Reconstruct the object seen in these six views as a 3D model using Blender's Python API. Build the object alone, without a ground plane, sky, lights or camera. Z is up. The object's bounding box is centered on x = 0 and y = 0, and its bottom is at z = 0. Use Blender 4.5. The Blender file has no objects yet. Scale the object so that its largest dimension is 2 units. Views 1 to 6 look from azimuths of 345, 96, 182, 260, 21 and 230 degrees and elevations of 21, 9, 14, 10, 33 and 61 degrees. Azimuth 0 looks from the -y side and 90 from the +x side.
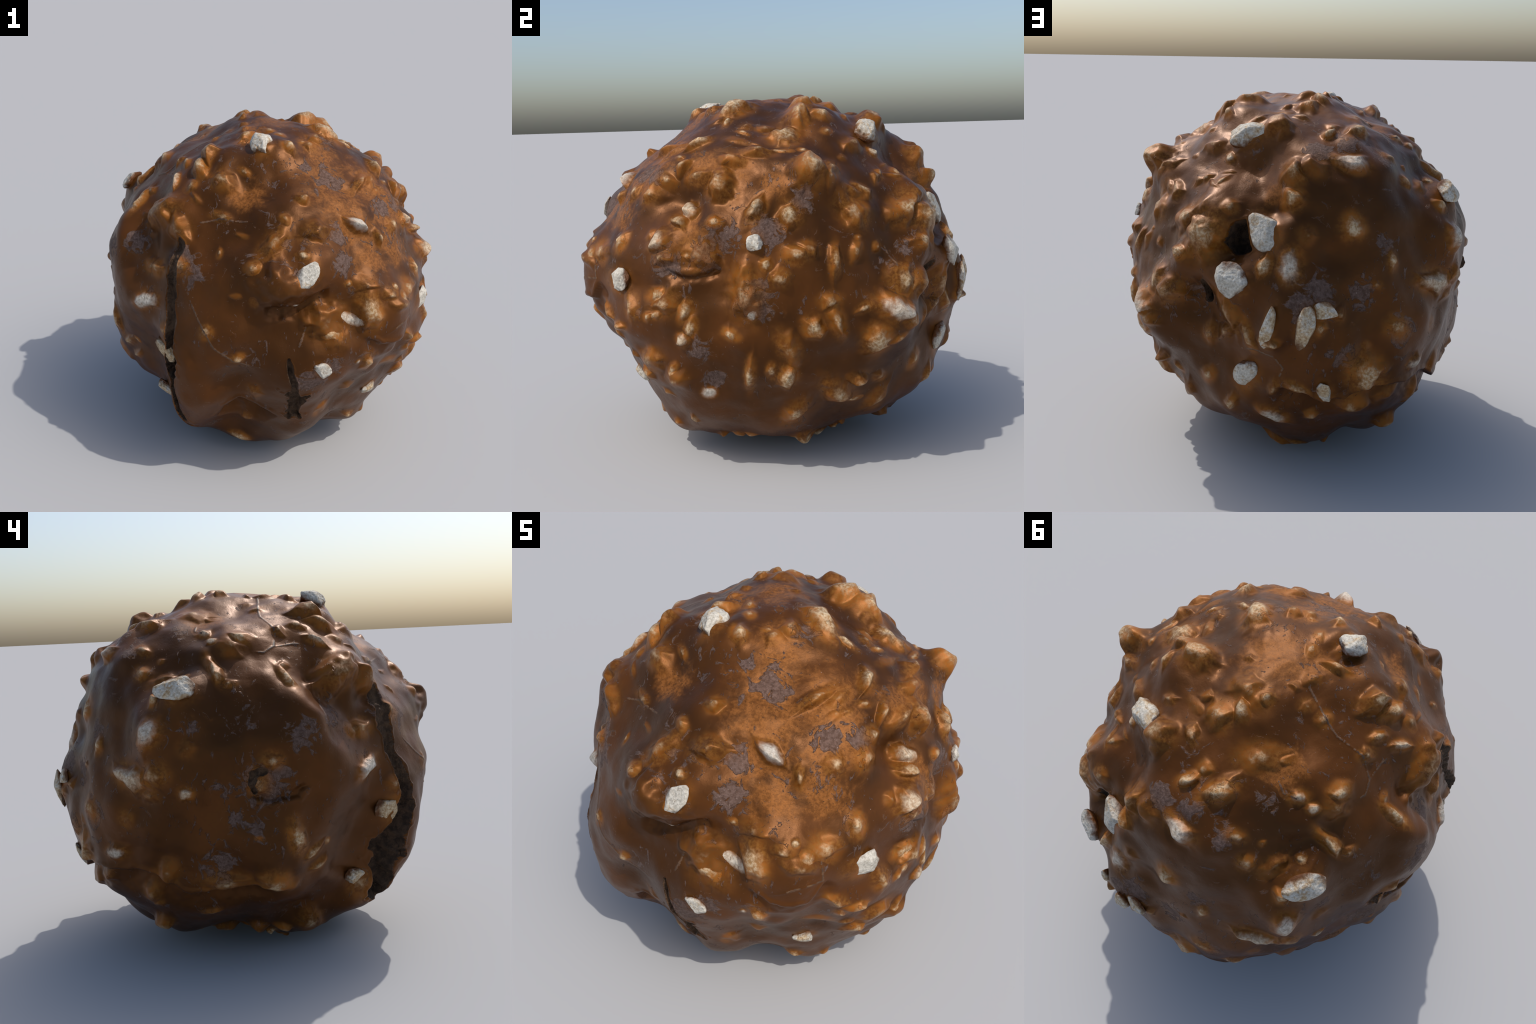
"""A chocolate-coated praline ball full of chopped nuts.

The ball is one continuous surface (rounded core from cross-section rings, plus coated nut
pieces that push it out, plus hollows, grooves and ledges that cut into it).  Its faces are
then handed out to parts: the plain coating, one part per coated nut piece, one per hollow.
Bare nut pieces that stick out of the coating are closed solids of their own.
"""
import bpy, bmesh, math
import numpy as np
from mathutils import Vector, Matrix

CENTRE = np.array([0.0, 0.0, 0.9])
rng = np.random.default_rng(7)

# ------------------------------------------------------------------ core: radii of cross-section rings
# (latitude, radius every 15 degrees of longitude, starting on +x and turning towards +y)
RINGS = [
    (78, [.859, .852, .847, .850, .863, .881, .894, .902, .906, .906, .901, .896, .891, .888, .890, .893, .894, .895, .897, .899, .898, .892, .879, .867]),
    (66, [.840, .858, .893, .884, .872, .866, .877, .876, .888, .876, .865, .862, .856, .859, .884, .898, .888, .913, .910, .898, .895, .885, .869, .854]),
    (54, [.857, .837, .864, .864, .861, .894, .904, .900, .902, .903, .877, .878, .879, .879, .885, .920, .900, .896, .897, .874, .874, .885, .884, .876]),
    (42, [.886, .881, .864, .840, .838, .846, .930, .944, .953, .897, .873, .862, .864, .860, .906, .909, .882, .917, .910, .896, .889, .901, .900, .889]),
    (30, [.870, .878, .853, .842, .899, .853, .901, .930, .932, .905, .923, .889, .896, .849, .894, .884, .878, .926, .940, .903, .923, .914, .816, .861]),
    (18, [.880, .857, .847, .839, .877, .840, .910, .883, .903, .921, .949, .883, .926, .929, .846, .914, .933, .981, .992, .948, .942, .917, .910, .860]),
    (6, [.895, .874, .861, .866, .876, .934, .936, .904, .913, .897, .931, .883, .893, .919, .874, .915, .961, .935, .898, .963, .997, .946, .902, .839]),
    (-6, [.870, .864, .876, .942, .822, .871, .966, .949, .956, .936, .900, .867, .890, .909, .872, .953, .980, .936, .990, .995, .981, .967, .927, .863]),
    (-18, [.893, .871, .848, .918, .855, .878, .945, .976, .991, .945, .905, .898, .940, .874, .844, .989, .962, .936, .990, .933, .922, .947, .923, .900]),
    (-30, [.899, .872, .881, .886, .907, .952, .962, .986, 1.001, .965, .951, .900, .933, .905, .876, 1.012, .964, .934, .964, .912, .908, .942, .954, .906]),
    (-42, [.917, .906, .876, .906, .932, .966, .973, .961, .964, .966, .942, .915, .903, .884, .936, 1.021, .913, .947, .997, .926, .950, .949, .944, .919]),
    (-54, [.928, .916, .891, .869, .884, .926, .976, .980, .942, .968, .916, .886, .918, .952, .972, .962, .992, .999, .980, .937, .954, .979, .939, .917]),
    (-66, [.899, .894, .874, .853, .854, .885, .912, .916, .898, .881, .866, .865, .897, .916, .919, .904, .900, .902, .906, .912, .915, .911, .897, .890]),
    (-78, [.864, .864, .862, .859, .858, .859, .860, .860, .858, .857, .856, .857, .859, .861, .862, .860, .858, .857, .857, .859, .861, .862, .862, .863]),
]
TOP, BOTTOM = 0.885, 0.851

NUTS, HOLLOWS, LEDGES, SWELLS, SEAMS = [], [], [], [], []


def coated(lon, lat, length, width, turn, tone, height):
    NUTS.append(dict(lon=lon, lat=lat, a=length / 2, b=width / 2, turn=turn, tone=tone, h=height, bare=False))


def bare(lon, lat, length, width, turn, tone, height):
    NUTS.append(dict(lon=lon, lat=lat, a=length / 2, b=width / 2, turn=turn, tone=tone, h=height, bare=True))


def hollow(path, widths, depths, kind="groove", rough=0.25):
    HOLLOWS.append((path, widths, depths, kind, rough))


def ledge(path, depth, reach, ramp=0.012):
    LEDGES.append((path, depth, reach, ramp))


def swell(lon, lat, radius, height):
    SWELLS.append((lon, lat, radius, height))


def seam(path):
    SEAMS.append(path)


# ------------------------------------------------------------------ nut pieces (longitude, latitude, size in metres)
coated(12.4, 85.9, length=0.043, width=0.040, turn=94, tone=0.45, height=0.015)
coated(-175.3, 72.7, length=0.059, width=0.051, turn=175, tone=0.40, height=0.010)
coated(-168.2, 78.7, length=0.053, width=0.035, turn=136, tone=0.40, height=0.015)
coated(-148.4, 76.1, length=0.092, width=0.054, turn=121, tone=0.40, height=0.020)
coated(-129.0, 69.7, length=0.129, width=0.057, turn=73, tone=0.60, height=0.035)
coated(-109.1, 75.8, length=0.060, width=0.043, turn=141, tone=0.70, height=0.015)
coated(-97.1, 71.7, length=0.064, width=0.043, turn=128, tone=0.60, height=0.010)
coated(-63.3, 67.8, length=0.085, width=0.065, turn=62, tone=0.50, height=0.030)
coated(-35.4, 69.5, length=0.192, width=0.116, turn=79, tone=0.80, height=0.050)
coated(31.0, 71.8, length=0.156, width=0.120, turn=65, tone=0.65, height=0.050)
coated(78.4, 72.7, length=0.068, width=0.045, turn=44, tone=0.50, height=0.020)
coated(79.5, 68.4, length=0.093, width=0.042, turn=4, tone=0.35, height=0.010)
coated(100.2, 71.3, length=0.120, width=0.095, turn=137, tone=0.60, height=0.040)
coated(114.5, 80.7, length=0.174, width=0.105, turn=154, tone=0.45, height=0.040)
coated(116.8, 75.1, length=0.108, width=0.062, turn=113, tone=0.80, height=0.040)
coated(144.9, 78.8, length=0.071, width=0.055, turn=174, tone=0.70, height=0.030)
coated(-172.3, 67.1, length=0.058, width=0.052, turn=175, tone=0.50, height=0.015)
coated(-146.5, 57.6, length=0.140, width=0.078, turn=128, tone=0.55, height=0.050)
coated(-118.7, 52.7, length=0.060, width=0.030, turn=148, tone=0.50, height=0.010)
bare(-112.4, 63.4, length=0.154, width=0.093, turn=99, tone=0.95, height=0.060)
coated(-92.7, 62.8, length=0.086, width=0.060, turn=123, tone=0.75, height=0.030)
coated(-78.2, 67.0, length=0.047, width=0.029, turn=5, tone=0.70, height=0.010)
coated(-74.2, 64.8, length=0.077, width=0.063, turn=50, tone=0.50, height=0.020)
coated(-28.9, 62.0, length=0.098, width=0.039, turn=112, tone=0.75, height=0.020)
coated(-13.1, 60.1, length=0.079, width=0.054, turn=90, tone=0.45, height=0.020)
coated(-12.5, 56.0, length=0.068, width=0.026, turn=158, tone=0.70, height=0.010)
coated(-1.3, 61.3, length=0.080, width=0.053, turn=27, tone=0.50, height=0.020)
coated(10.4, 55.9, length=0.156, width=0.118, turn=86, tone=0.75, height=0.060)
coated(20.8, 63.5, length=0.226, width=0.102, turn=73, tone=0.60, height=0.055)
coated(34.3, 54.9, length=0.049, width=0.033, turn=19, tone=0.50, height=0.010)
coated(36.9, 61.5, length=0.105, width=0.050, turn=157, tone=0.75, height=0.030)
coated(64.0, 62.3, length=0.058, width=0.042, turn=32, tone=0.60, height=0.020)
bare(65.4, 53.6, length=0.187, width=0.107, turn=13, tone=0.90, height=0.060)
coated(79.7, 56.6, length=0.149, width=0.124, turn=25, tone=0.50, height=0.050)
coated(93.5, 63.4, length=0.085, width=0.045, turn=135, tone=0.50, height=0.020)
coated(106.0, 52.9, length=0.090, width=0.051, turn=45, tone=0.80, height=0.040)
coated(110.5, 57.0, length=0.065, width=0.061, turn=25, tone=0.50, height=0.020)
coated(121.3, 53.8, length=0.136, width=0.071, turn=34, tone=0.75, height=0.045)
coated(141.4, 63.4, length=0.183, width=0.092, turn=177, tone=0.45, height=0.020)
coated(151.4, 61.9, length=0.097, width=0.039, turn=176, tone=0.45, height=0.015)
coated(-168.4, 51.4, length=0.077, width=0.053, turn=138, tone=0.50, height=0.020)
coated(-158.8, 52.3, length=0.083, width=0.042, turn=144, tone=0.55, height=0.020)
coated(-154.3, 44.6, length=0.098, width=0.043, turn=129, tone=0.85, height=0.030)
coated(-144.2, 51.4, length=0.131, width=0.076, turn=140, tone=0.65, height=0.050)
coated(-143.0, 44.3, length=0.070, width=0.062, turn=84, tone=0.50, height=0.020)
coated(-137.2, 40.2, length=0.074, width=0.034, turn=154, tone=0.40, height=0.015)
coated(-127.7, 47.8, length=0.160, width=0.087, turn=162, tone=0.45, height=0.030)
coated(-91.4, 42.8, length=0.067, width=0.053, turn=1, tone=0.60, height=0.035)
coated(-54.8, 47.2, length=0.155, width=0.042, turn=22, tone=0.55, height=0.035)
coated(-49.7, 42.0, length=0.068, width=0.038, turn=17, tone=0.50, height=0.012)
coated(-47.4, 46.0, length=0.135, width=0.049, turn=27, tone=0.45, height=0.020)
coated(-46.2, 42.2, length=0.045, width=0.032, turn=176, tone=0.50, height=0.010)
coated(-38.0, 43.1, length=0.058, width=0.027, turn=167, tone=0.60, height=0.012)
coated(-32.1, 39.5, length=0.092, width=0.037, turn=50, tone=0.70, height=0.040)
coated(-31.9, 49.4, length=0.104, width=0.057, turn=42, tone=0.80, height=0.040)
coated(-12.5, 42.6, length=0.129, width=0.068, turn=172, tone=0.50, height=0.040)
coated(-10.5, 51.4, length=0.146, width=0.039, turn=169, tone=0.40, height=0.012)
coated(-2.3, 45.9, length=0.145, width=0.062, turn=175, tone=0.50, height=0.040)
coated(6.4, 46.6, length=0.097, width=0.027, turn=170, tone=0.70, height=0.012)
coated(17.5, 46.1, length=0.040, width=0.024, turn=1, tone=0.60, height=0.010)
coated(17.7, 37.5, length=0.155, width=0.116, turn=70, tone=0.70, height=0.080)
coated(27.4, 39.3, length=0.129, width=0.071, turn=60, tone=0.50, height=0.030)
coated(36.0, 44.3, length=0.042, width=0.033, turn=170, tone=0.35, height=0.010)
coated(46.2, 49.2, length=0.106, width=0.063, turn=0, tone=0.45, height=0.030)
coated(58.6, 46.1, length=0.070, width=0.049, turn=142, tone=0.85, height=0.020)
coated(61.3, 40.7, length=0.065, width=0.019, turn=4, tone=0.50, height=0.010)
coated(89.4, 38.2, length=0.133, width=0.105, turn=97, tone=0.60, height=0.050)
coated(96.7, 39.8, length=0.126, width=0.099, turn=168, tone=0.40, height=0.040)
coated(110.3, 40.5, length=0.131, width=0.074, turn=164, tone=0.90, height=0.050)
coated(130.8, 42.5, length=0.091, width=0.049, turn=157, tone=0.45, height=0.020)
coated(138.8, 40.0, length=0.029, width=0.027, turn=5, tone=0.50, height=0.010)
coated(154.4, 51.4, length=0.073, width=0.058, turn=162, tone=0.85, height=0.025)
coated(159.0, 47.5, length=0.053, width=0.038, turn=157, tone=0.85, height=0.015)
coated(168.0, 44.9, length=0.108, width=0.088, turn=169, tone=0.40, height=0.030)
coated(172.0, 48.2, length=0.090, width=0.074, turn=154, tone=0.75, height=0.030)
coated(-173.2, 32.9, length=0.142, width=0.050, turn=108, tone=0.75, height=0.030)
coated(-172.5, 37.3, length=0.060, width=0.049, turn=28, tone=0.45, height=0.020)
coated(-153.2, 32.8, length=0.235, width=0.141, turn=14, tone=0.50, height=0.055)
coated(-140.1, 28.8, length=0.131, width=0.103, turn=174, tone=0.45, height=0.050)
coated(-124.7, 36.3, length=0.085, width=0.042, turn=176, tone=0.50, height=0.012)
coated(-122.2, 24.7, length=0.045, width=0.028, turn=100, tone=0.40, height=0.010)
coated(-115.7, 31.1, length=0.057, width=0.022, turn=165, tone=0.40, height=0.010)
coated(-103.5, 28.7, length=0.165, width=0.087, turn=46, tone=0.50, height=0.035)
coated(-99.5, 36.0, length=0.067, width=0.045, turn=141, tone=0.60, height=0.020)
coated(-94.7, 24.9, length=0.055, width=0.043, turn=179, tone=0.80, height=0.020)
coated(-88.5, 32.0, length=0.147, width=0.085, turn=17, tone=0.45, height=0.050)
coated(-71.3, 33.0, length=0.126, width=0.057, turn=137, tone=0.95, height=0.050)
coated(-63.3, 27.2, length=0.081, width=0.037, turn=89, tone=0.70, height=0.035)
coated(-52.8, 29.6, length=0.084, width=0.073, turn=22, tone=0.50, height=0.020)
coated(-42.1, 29.4, length=0.100, width=0.078, turn=25, tone=0.60, height=0.030)
coated(-37.7, 34.6, length=0.090, width=0.064, turn=170, tone=0.55, height=0.030)
coated(-27.7, 22.6, length=0.110, width=0.065, turn=157, tone=0.70, height=0.040)
coated(-26.0, 26.2, length=0.095, width=0.077, turn=160, tone=0.85, height=0.050)
coated(-24.9, 36.0, length=0.151, width=0.070, turn=21, tone=0.50, height=0.040)
coated(-14.5, 34.0, length=0.156, width=0.119, turn=123, tone=0.60, height=0.060)
coated(-1.3, 26.4, length=0.127, width=0.065, turn=64, tone=0.80, height=0.045)
coated(9.4, 24.7, length=0.098, width=0.083, turn=83, tone=0.75, height=0.040)
coated(25.1, 35.8, length=0.115, width=0.040, turn=73, tone=0.50, height=0.020)
coated(31.8, 24.9, length=0.139, width=0.103, turn=131, tone=0.55, height=0.040)
coated(34.5, 31.1, length=0.090, width=0.054, turn=154, tone=0.50, height=0.025)
coated(38.8, 31.8, length=0.112, width=0.060, turn=146, tone=0.60, height=0.030)
coated(48.8, 36.1, length=0.077, width=0.040, turn=37, tone=0.50, height=0.020)
coated(52.2, 37.3, length=0.057, width=0.041, turn=47, tone=0.55, height=0.020)
coated(52.9, 23.8, length=0.183, width=0.115, turn=29, tone=0.55, height=0.045)
coated(58.3, 35.3, length=0.088, width=0.025, turn=155, tone=0.50, height=0.012)
coated(61.2, 36.7, length=0.082, width=0.045, turn=53, tone=0.50, height=0.015)
coated(69.6, 28.1, length=0.074, width=0.064, turn=149, tone=0.50, height=0.020)
coated(89.3, 30.5, length=0.097, width=0.087, turn=58, tone=0.70, height=0.050)
coated(133.7, 34.8, length=0.069, width=0.062, turn=74, tone=0.60, height=0.020)
coated(143.0, 33.4, length=0.135, width=0.069, turn=22, tone=0.40, height=0.030)
coated(143.5, 25.5, length=0.064, width=0.052, turn=95, tone=0.75, height=0.030)
bare(150.5, 28.3, length=0.167, width=0.104, turn=2, tone=0.90, height=0.045)
coated(150.8, 34.5, length=0.040, width=0.035, turn=135, tone=0.80, height=0.010)
coated(161.7, 36.3, length=0.151, width=0.046, turn=118, tone=0.70, height=0.040)
coated(166.8, 31.3, length=0.065, width=0.033, turn=1, tone=0.55, height=0.020)
coated(-151.4, 14.6, length=0.069, width=0.066, turn=1, tone=0.50, height=0.020)
coated(-147.6, 15.1, length=0.104, width=0.076, turn=176, tone=0.60, height=0.040)
coated(-136.4, 18.9, length=0.127, width=0.072, turn=160, tone=0.50, height=0.020)
coated(-115.0, 12.5, length=0.056, width=0.022, turn=6, tone=0.40, height=0.008)
coated(-109.5, 21.3, length=0.069, width=0.060, turn=3, tone=0.60, height=0.030)
coated(-109.0, 11.1, length=0.044, width=0.033, turn=91, tone=0.40, height=0.010)
coated(-101.4, 16.6, length=0.227, width=0.162, turn=0, tone=0.12, height=0.060)
coated(-96.4, 9.5, length=0.033, width=0.028, turn=27, tone=1.00, height=0.012)
bare(-93.8, 19.0, length=0.134, width=0.088, turn=56, tone=1.00, height=0.030)
coated(-79.6, 15.4, length=0.039, width=0.027, turn=169, tone=0.60, height=0.010)
coated(-75.5, 14.5, length=0.104, width=0.071, turn=5, tone=0.40, height=0.030)
coated(-74.6, 7.7, length=0.166, width=0.097, turn=95, tone=0.75, height=0.050)
coated(-67.6, 10.9, length=0.084, width=0.052, turn=5, tone=0.50, height=0.020)
coated(-64.6, 12.6, length=0.030, width=0.027, turn=171, tone=0.70, height=0.010)
coated(-61.2, 8.9, length=0.073, width=0.058, turn=166, tone=0.55, height=0.020)
coated(-57.3, 10.3, length=0.109, width=0.090, turn=155, tone=0.55, height=0.030)
coated(-48.4, 14.6, length=0.099, width=0.069, turn=86, tone=0.75, height=0.030)
coated(-36.7, 17.6, length=0.060, width=0.050, turn=121, tone=0.45, height=0.020)
coated(-32.1, 15.8, length=0.111, width=0.105, turn=113, tone=0.85, height=0.045)
coated(-30.1, 11.2, length=0.116, width=0.064, turn=3, tone=0.45, height=0.030)
coated(-21.9, 12.4, length=0.050, width=0.042, turn=177, tone=0.60, height=0.020)
coated(-18.0, 12.8, length=0.143, width=0.115, turn=178, tone=0.45, height=0.045)
coated(-13.9, 22.4, length=0.068, width=0.047, turn=174, tone=0.70, height=0.020)
bare(-1.4, 16.2, length=0.078, width=0.066, turn=93, tone=1.00, height=0.035)
coated(2.0, 10.3, length=0.051, width=0.045, turn=89, tone=0.70, height=0.020)
coated(10.7, 13.0, length=0.102, width=0.071, turn=178, tone=0.60, height=0.030)
coated(15.0, 14.5, length=0.074, width=0.057, turn=162, tone=0.50, height=0.030)
coated(22.7, 11.0, length=0.134, width=0.048, turn=84, tone=0.65, height=0.030)
coated(30.1, 12.7, length=0.093, width=0.046, turn=62, tone=0.50, height=0.020)
coated(31.6, 16.8, length=0.034, width=0.025, turn=2, tone=0.80, height=0.010)
coated(38.4, 13.2, length=0.044, width=0.040, turn=52, tone=0.60, height=0.020)
coated(54.7, 13.2, length=0.090, width=0.065, turn=5, tone=0.70, height=0.030)
coated(62.5, 18.7, length=0.186, width=0.169, turn=154, tone=0.70, height=0.060)
bare(81.0, 21.8, length=0.163, width=0.117, turn=117, tone=0.95, height=0.050)
coated(82.3, 12.3, length=0.080, width=0.059, turn=66, tone=0.80, height=0.030)
coated(90.0, 12.3, length=0.114, width=0.093, turn=91, tone=0.90, height=0.030)
coated(94.9, 20.3, length=0.073, width=0.072, turn=62, tone=0.35, height=0.020)
coated(108.3, 22.2, length=0.102, width=0.094, turn=23, tone=0.75, height=0.025)
coated(120.7, 12.4, length=0.085, width=0.047, turn=91, tone=0.80, height=0.020)
coated(144.2, 16.2, length=0.134, width=0.092, turn=63, tone=0.90, height=0.040)
coated(154.8, 12.3, length=0.065, width=0.062, turn=169, tone=0.35, height=0.015)
coated(178.5, 7.9, length=0.083, width=0.061, turn=166, tone=0.55, height=0.030)
coated(-148.6, 3.0, length=0.139, width=0.072, turn=24, tone=0.95, height=0.035)
coated(-139.3, -3.4, length=0.078, width=0.064, turn=138, tone=0.40, height=0.020)
coated(-122.5, 1.4, length=0.065, width=0.055, turn=51, tone=0.50, height=0.010)
coated(-112.7, -6.8, length=0.058, width=0.047, turn=21, tone=0.75, height=0.020)
coated(-86.3, 4.8, length=0.190, width=0.160, turn=148, tone=0.35, height=0.060)
coated(-86.0, 1.2, length=0.124, width=0.053, turn=170, tone=0.60, height=0.020)
coated(-79.9, 5.0, length=0.123, width=0.041, turn=157, tone=0.90, height=0.020)
coated(-63.1, 7.2, length=0.146, width=0.059, turn=164, tone=0.40, height=0.030)
coated(-53.5, -7.1, length=0.108, width=0.051, turn=146, tone=0.60, height=0.030)
bare(-46.6, 3.0, length=0.156, width=0.098, turn=15, tone=1.00, height=0.030)
coated(-40.9, -3.3, length=0.121, width=0.073, turn=117, tone=0.55, height=0.030)
coated(-34.6, -5.7, length=0.055, width=0.037, turn=29, tone=0.75, height=0.020)
coated(-31.9, -5.0, length=0.071, width=0.039, turn=15, tone=0.80, height=0.015)
coated(-31.8, 0.3, length=0.109, width=0.054, turn=9, tone=0.75, height=0.030)
coated(-28.9, -1.3, length=0.147, width=0.096, turn=14, tone=0.50, height=0.035)
coated(-22.4, -3.5, length=0.090, width=0.062, turn=74, tone=0.75, height=0.030)
coated(-4.7, 2.2, length=0.207, width=0.138, turn=102, tone=0.50, height=0.055)
coated(-2.6, -4.6, length=0.048, width=0.042, turn=77, tone=0.90, height=0.020)
coated(5.8, 6.3, length=0.081, width=0.071, turn=178, tone=0.70, height=0.030)
coated(20.2, -1.3, length=0.085, width=0.065, turn=9, tone=0.60, height=0.030)
coated(22.3, -7.0, length=0.162, width=0.059, turn=111, tone=0.60, height=0.035)
coated(30.6, -3.9, length=0.076, width=0.037, turn=30, tone=0.50, height=0.020)
coated(39.1, -4.3, length=0.206, width=0.095, turn=156, tone=0.90, height=0.055)
coated(44.1, 3.0, length=0.135, width=0.125, turn=133, tone=0.60, height=0.040)
coated(52.7, 0.9, length=0.183, width=0.100, turn=16, tone=0.50, height=0.050)
coated(71.1, -3.4, length=0.184, width=0.089, turn=120, tone=0.50, height=0.045)
bare(73.6, 7.2, length=0.146, width=0.113, turn=121, tone=1.00, height=0.050)
bare(84.2, -4.5, length=0.171, width=0.050, turn=78, tone=0.85, height=0.040)
bare(94.0, -4.1, length=0.178, width=0.070, turn=82, tone=0.85, height=0.035)
coated(98.1, -4.0, length=0.065, width=0.054, turn=74, tone=0.60, height=0.020)
bare(99.2, 0.3, length=0.101, width=0.069, turn=176, tone=0.85, height=0.035)
coated(103.7, -1.0, length=0.056, width=0.043, turn=99, tone=0.45, height=0.020)
coated(114.7, 6.0, length=0.048, width=0.032, turn=170, tone=0.40, height=0.010)
coated(120.1, -5.3, length=0.130, width=0.086, turn=148, tone=0.60, height=0.020)
coated(135.8, -7.2, length=0.082, width=0.060, turn=38, tone=0.45, height=0.010)
coated(135.8, 4.0, length=0.209, width=0.093, turn=163, tone=0.85, height=0.040)
coated(142.6, -1.0, length=0.090, width=0.064, turn=11, tone=0.40, height=0.020)
coated(144.6, 4.4, length=0.146, width=0.083, turn=17, tone=0.55, height=0.030)
coated(154.1, -0.6, length=0.062, width=0.052, turn=12, tone=0.85, height=0.020)
coated(174.8, 1.4, length=0.105, width=0.072, turn=102, tone=0.60, height=0.035)
coated(-174.5, -14.3, length=0.149, width=0.069, turn=108, tone=0.70, height=0.030)
coated(-167.7, -20.3, length=0.094, width=0.052, turn=31, tone=0.70, height=0.020)
coated(-162.7, -18.8, length=0.038, width=0.026, turn=136, tone=0.80, height=0.010)
bare(-139.7, -11.4, length=0.150, width=0.122, turn=173, tone=0.80, height=0.020)
coated(-108.4, -21.1, length=0.089, width=0.063, turn=106, tone=0.45, height=0.015)
bare(-88.3, -9.3, length=0.092, width=0.064, turn=132, tone=0.95, height=0.020)
coated(-76.4, -9.2, length=0.037, width=0.029, turn=62, tone=0.90, height=0.010)
coated(-72.7, -10.4, length=0.110, width=0.059, turn=108, tone=0.70, height=0.030)
coated(-55.4, -18.6, length=0.123, width=0.057, turn=164, tone=0.45, height=0.020)
coated(-51.2, -13.1, length=0.075, width=0.044, turn=134, tone=0.60, height=0.020)
coated(-48.1, -20.5, length=0.070, width=0.037, turn=4, tone=0.60, height=0.020)
coated(-47.2, -10.2, length=0.090, width=0.047, turn=7, tone=0.65, height=0.030)
coated(-38.6, -20.1, length=0.165, width=0.093, turn=38, tone=0.55, height=0.040)
coated(-29.4, -21.6, length=0.071, width=0.036, turn=50, tone=0.70, height=0.020)
coated(-23.9, -12.0, length=0.070, width=0.050, turn=45, tone=0.85, height=0.025)
coated(-21.0, -7.8, length=0.082, width=0.049, turn=74, tone=0.70, height=0.020)
coated(-9.6, -10.0, length=0.074, width=0.043, turn=163, tone=0.70, height=0.020)
coated(2.6, -21.9, length=0.081, width=0.038, turn=86, tone=0.65, height=0.015)
coated(8.1, -14.9, length=0.153, width=0.081, turn=117, tone=0.55, height=0.030)
coated(15.4, -8.7, length=0.091, width=0.083, turn=147, tone=0.70, height=0.035)
coated(34.7, -15.3, length=0.147, width=0.103, turn=102, tone=0.80, height=0.040)
coated(40.4, -13.8, length=0.091, width=0.032, turn=28, tone=0.50, height=0.020)
coated(44.5, -7.9, length=0.114, width=0.065, turn=169, tone=0.50, height=0.030)
coated(63.7, -11.8, length=0.102, width=0.055, turn=84, tone=0.50, height=0.020)
coated(69.7, -9.8, length=0.079, width=0.061, turn=47, tone=0.50, height=0.040)
bare(76.5, -21.7, length=0.143, width=0.093, turn=69, tone=0.95, height=0.040)
coated(77.0, -8.2, length=0.135, width=0.053, turn=111, tone=0.65, height=0.030)
coated(83.3, -9.2, length=0.075, width=0.059, turn=14, tone=0.70, height=0.030)
coated(85.6, -8.6, length=0.063, width=0.042, turn=7, tone=0.60, height=0.030)
coated(111.6, -17.9, length=0.187, width=0.129, turn=123, tone=0.70, height=0.040)
coated(111.7, -10.9, length=0.055, width=0.042, turn=129, tone=0.50, height=0.015)
coated(129.7, -17.8, length=0.109, width=0.056, turn=5, tone=0.90, height=0.030)
coated(174.0, -13.8, length=0.038, width=0.023, turn=173, tone=0.60, height=0.010)
coated(-165.4, -25.5, length=0.088, width=0.041, turn=24, tone=0.60, height=0.020)
bare(-146.1, -34.6, length=0.180, width=0.097, turn=136, tone=0.85, height=0.020)
coated(-81.7, -30.6, length=0.091, width=0.067, turn=59, tone=0.55, height=0.020)
coated(-73.4, -24.0, length=0.067, width=0.059, turn=147, tone=0.50, height=0.020)
bare(-58.3, -30.7, length=0.101, width=0.081, turn=152, tone=0.90, height=0.025)
coated(-44.0, -26.0, length=0.125, width=0.066, turn=44, tone=0.70, height=0.030)
coated(-38.0, -32.3, length=0.076, width=0.036, turn=158, tone=0.70, height=0.020)
coated(-29.2, -24.7, length=0.135, width=0.064, turn=22, tone=0.45, height=0.030)
coated(-18.5, -29.7, length=0.066, width=0.045, turn=20, tone=1.00, height=0.008)
coated(-4.5, -23.5, length=0.170, width=0.043, turn=82, tone=0.70, height=0.025)
coated(7.9, -23.7, length=0.126, width=0.074, turn=91, tone=0.80, height=0.035)
coated(26.2, -32.9, length=0.204, width=0.090, turn=137, tone=0.55, height=0.040)
coated(32.5, -28.0, length=0.103, width=0.048, turn=0, tone=0.50, height=0.050)
coated(42.9, -29.8, length=0.073, width=0.047, turn=165, tone=0.65, height=0.020)
coated(60.8, -26.3, length=0.096, width=0.054, turn=44, tone=0.55, height=0.020)
coated(70.4, -32.3, length=0.111, width=0.051, turn=69, tone=0.80, height=0.030)
coated(84.7, -35.3, length=0.154, width=0.077, turn=146, tone=0.90, height=0.030)
coated(85.5, -23.3, length=0.088, width=0.043, turn=76, tone=0.60, height=0.020)
coated(92.4, -22.7, length=0.103, width=0.043, turn=150, tone=0.60, height=0.020)
coated(97.5, -35.0, length=0.074, width=0.055, turn=104, tone=0.75, height=0.030)
bare(100.5, -23.9, length=0.113, width=0.065, turn=100, tone=0.85, height=0.025)
coated(109.1, -29.0, length=0.112, width=0.110, turn=121, tone=0.60, height=0.040)
coated(120.9, -26.1, length=0.124, width=0.068, turn=29, tone=0.55, height=0.030)
coated(136.8, -35.8, length=0.068, width=0.040, turn=34, tone=0.50, height=0.020)
coated(137.1, -31.0, length=0.139, width=0.077, turn=59, tone=0.50, height=0.030)
coated(144.9, -24.1, length=0.135, width=0.086, turn=50, tone=0.40, height=0.030)
coated(163.9, -28.5, length=0.195, width=0.093, turn=179, tone=0.40, height=0.030)
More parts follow.
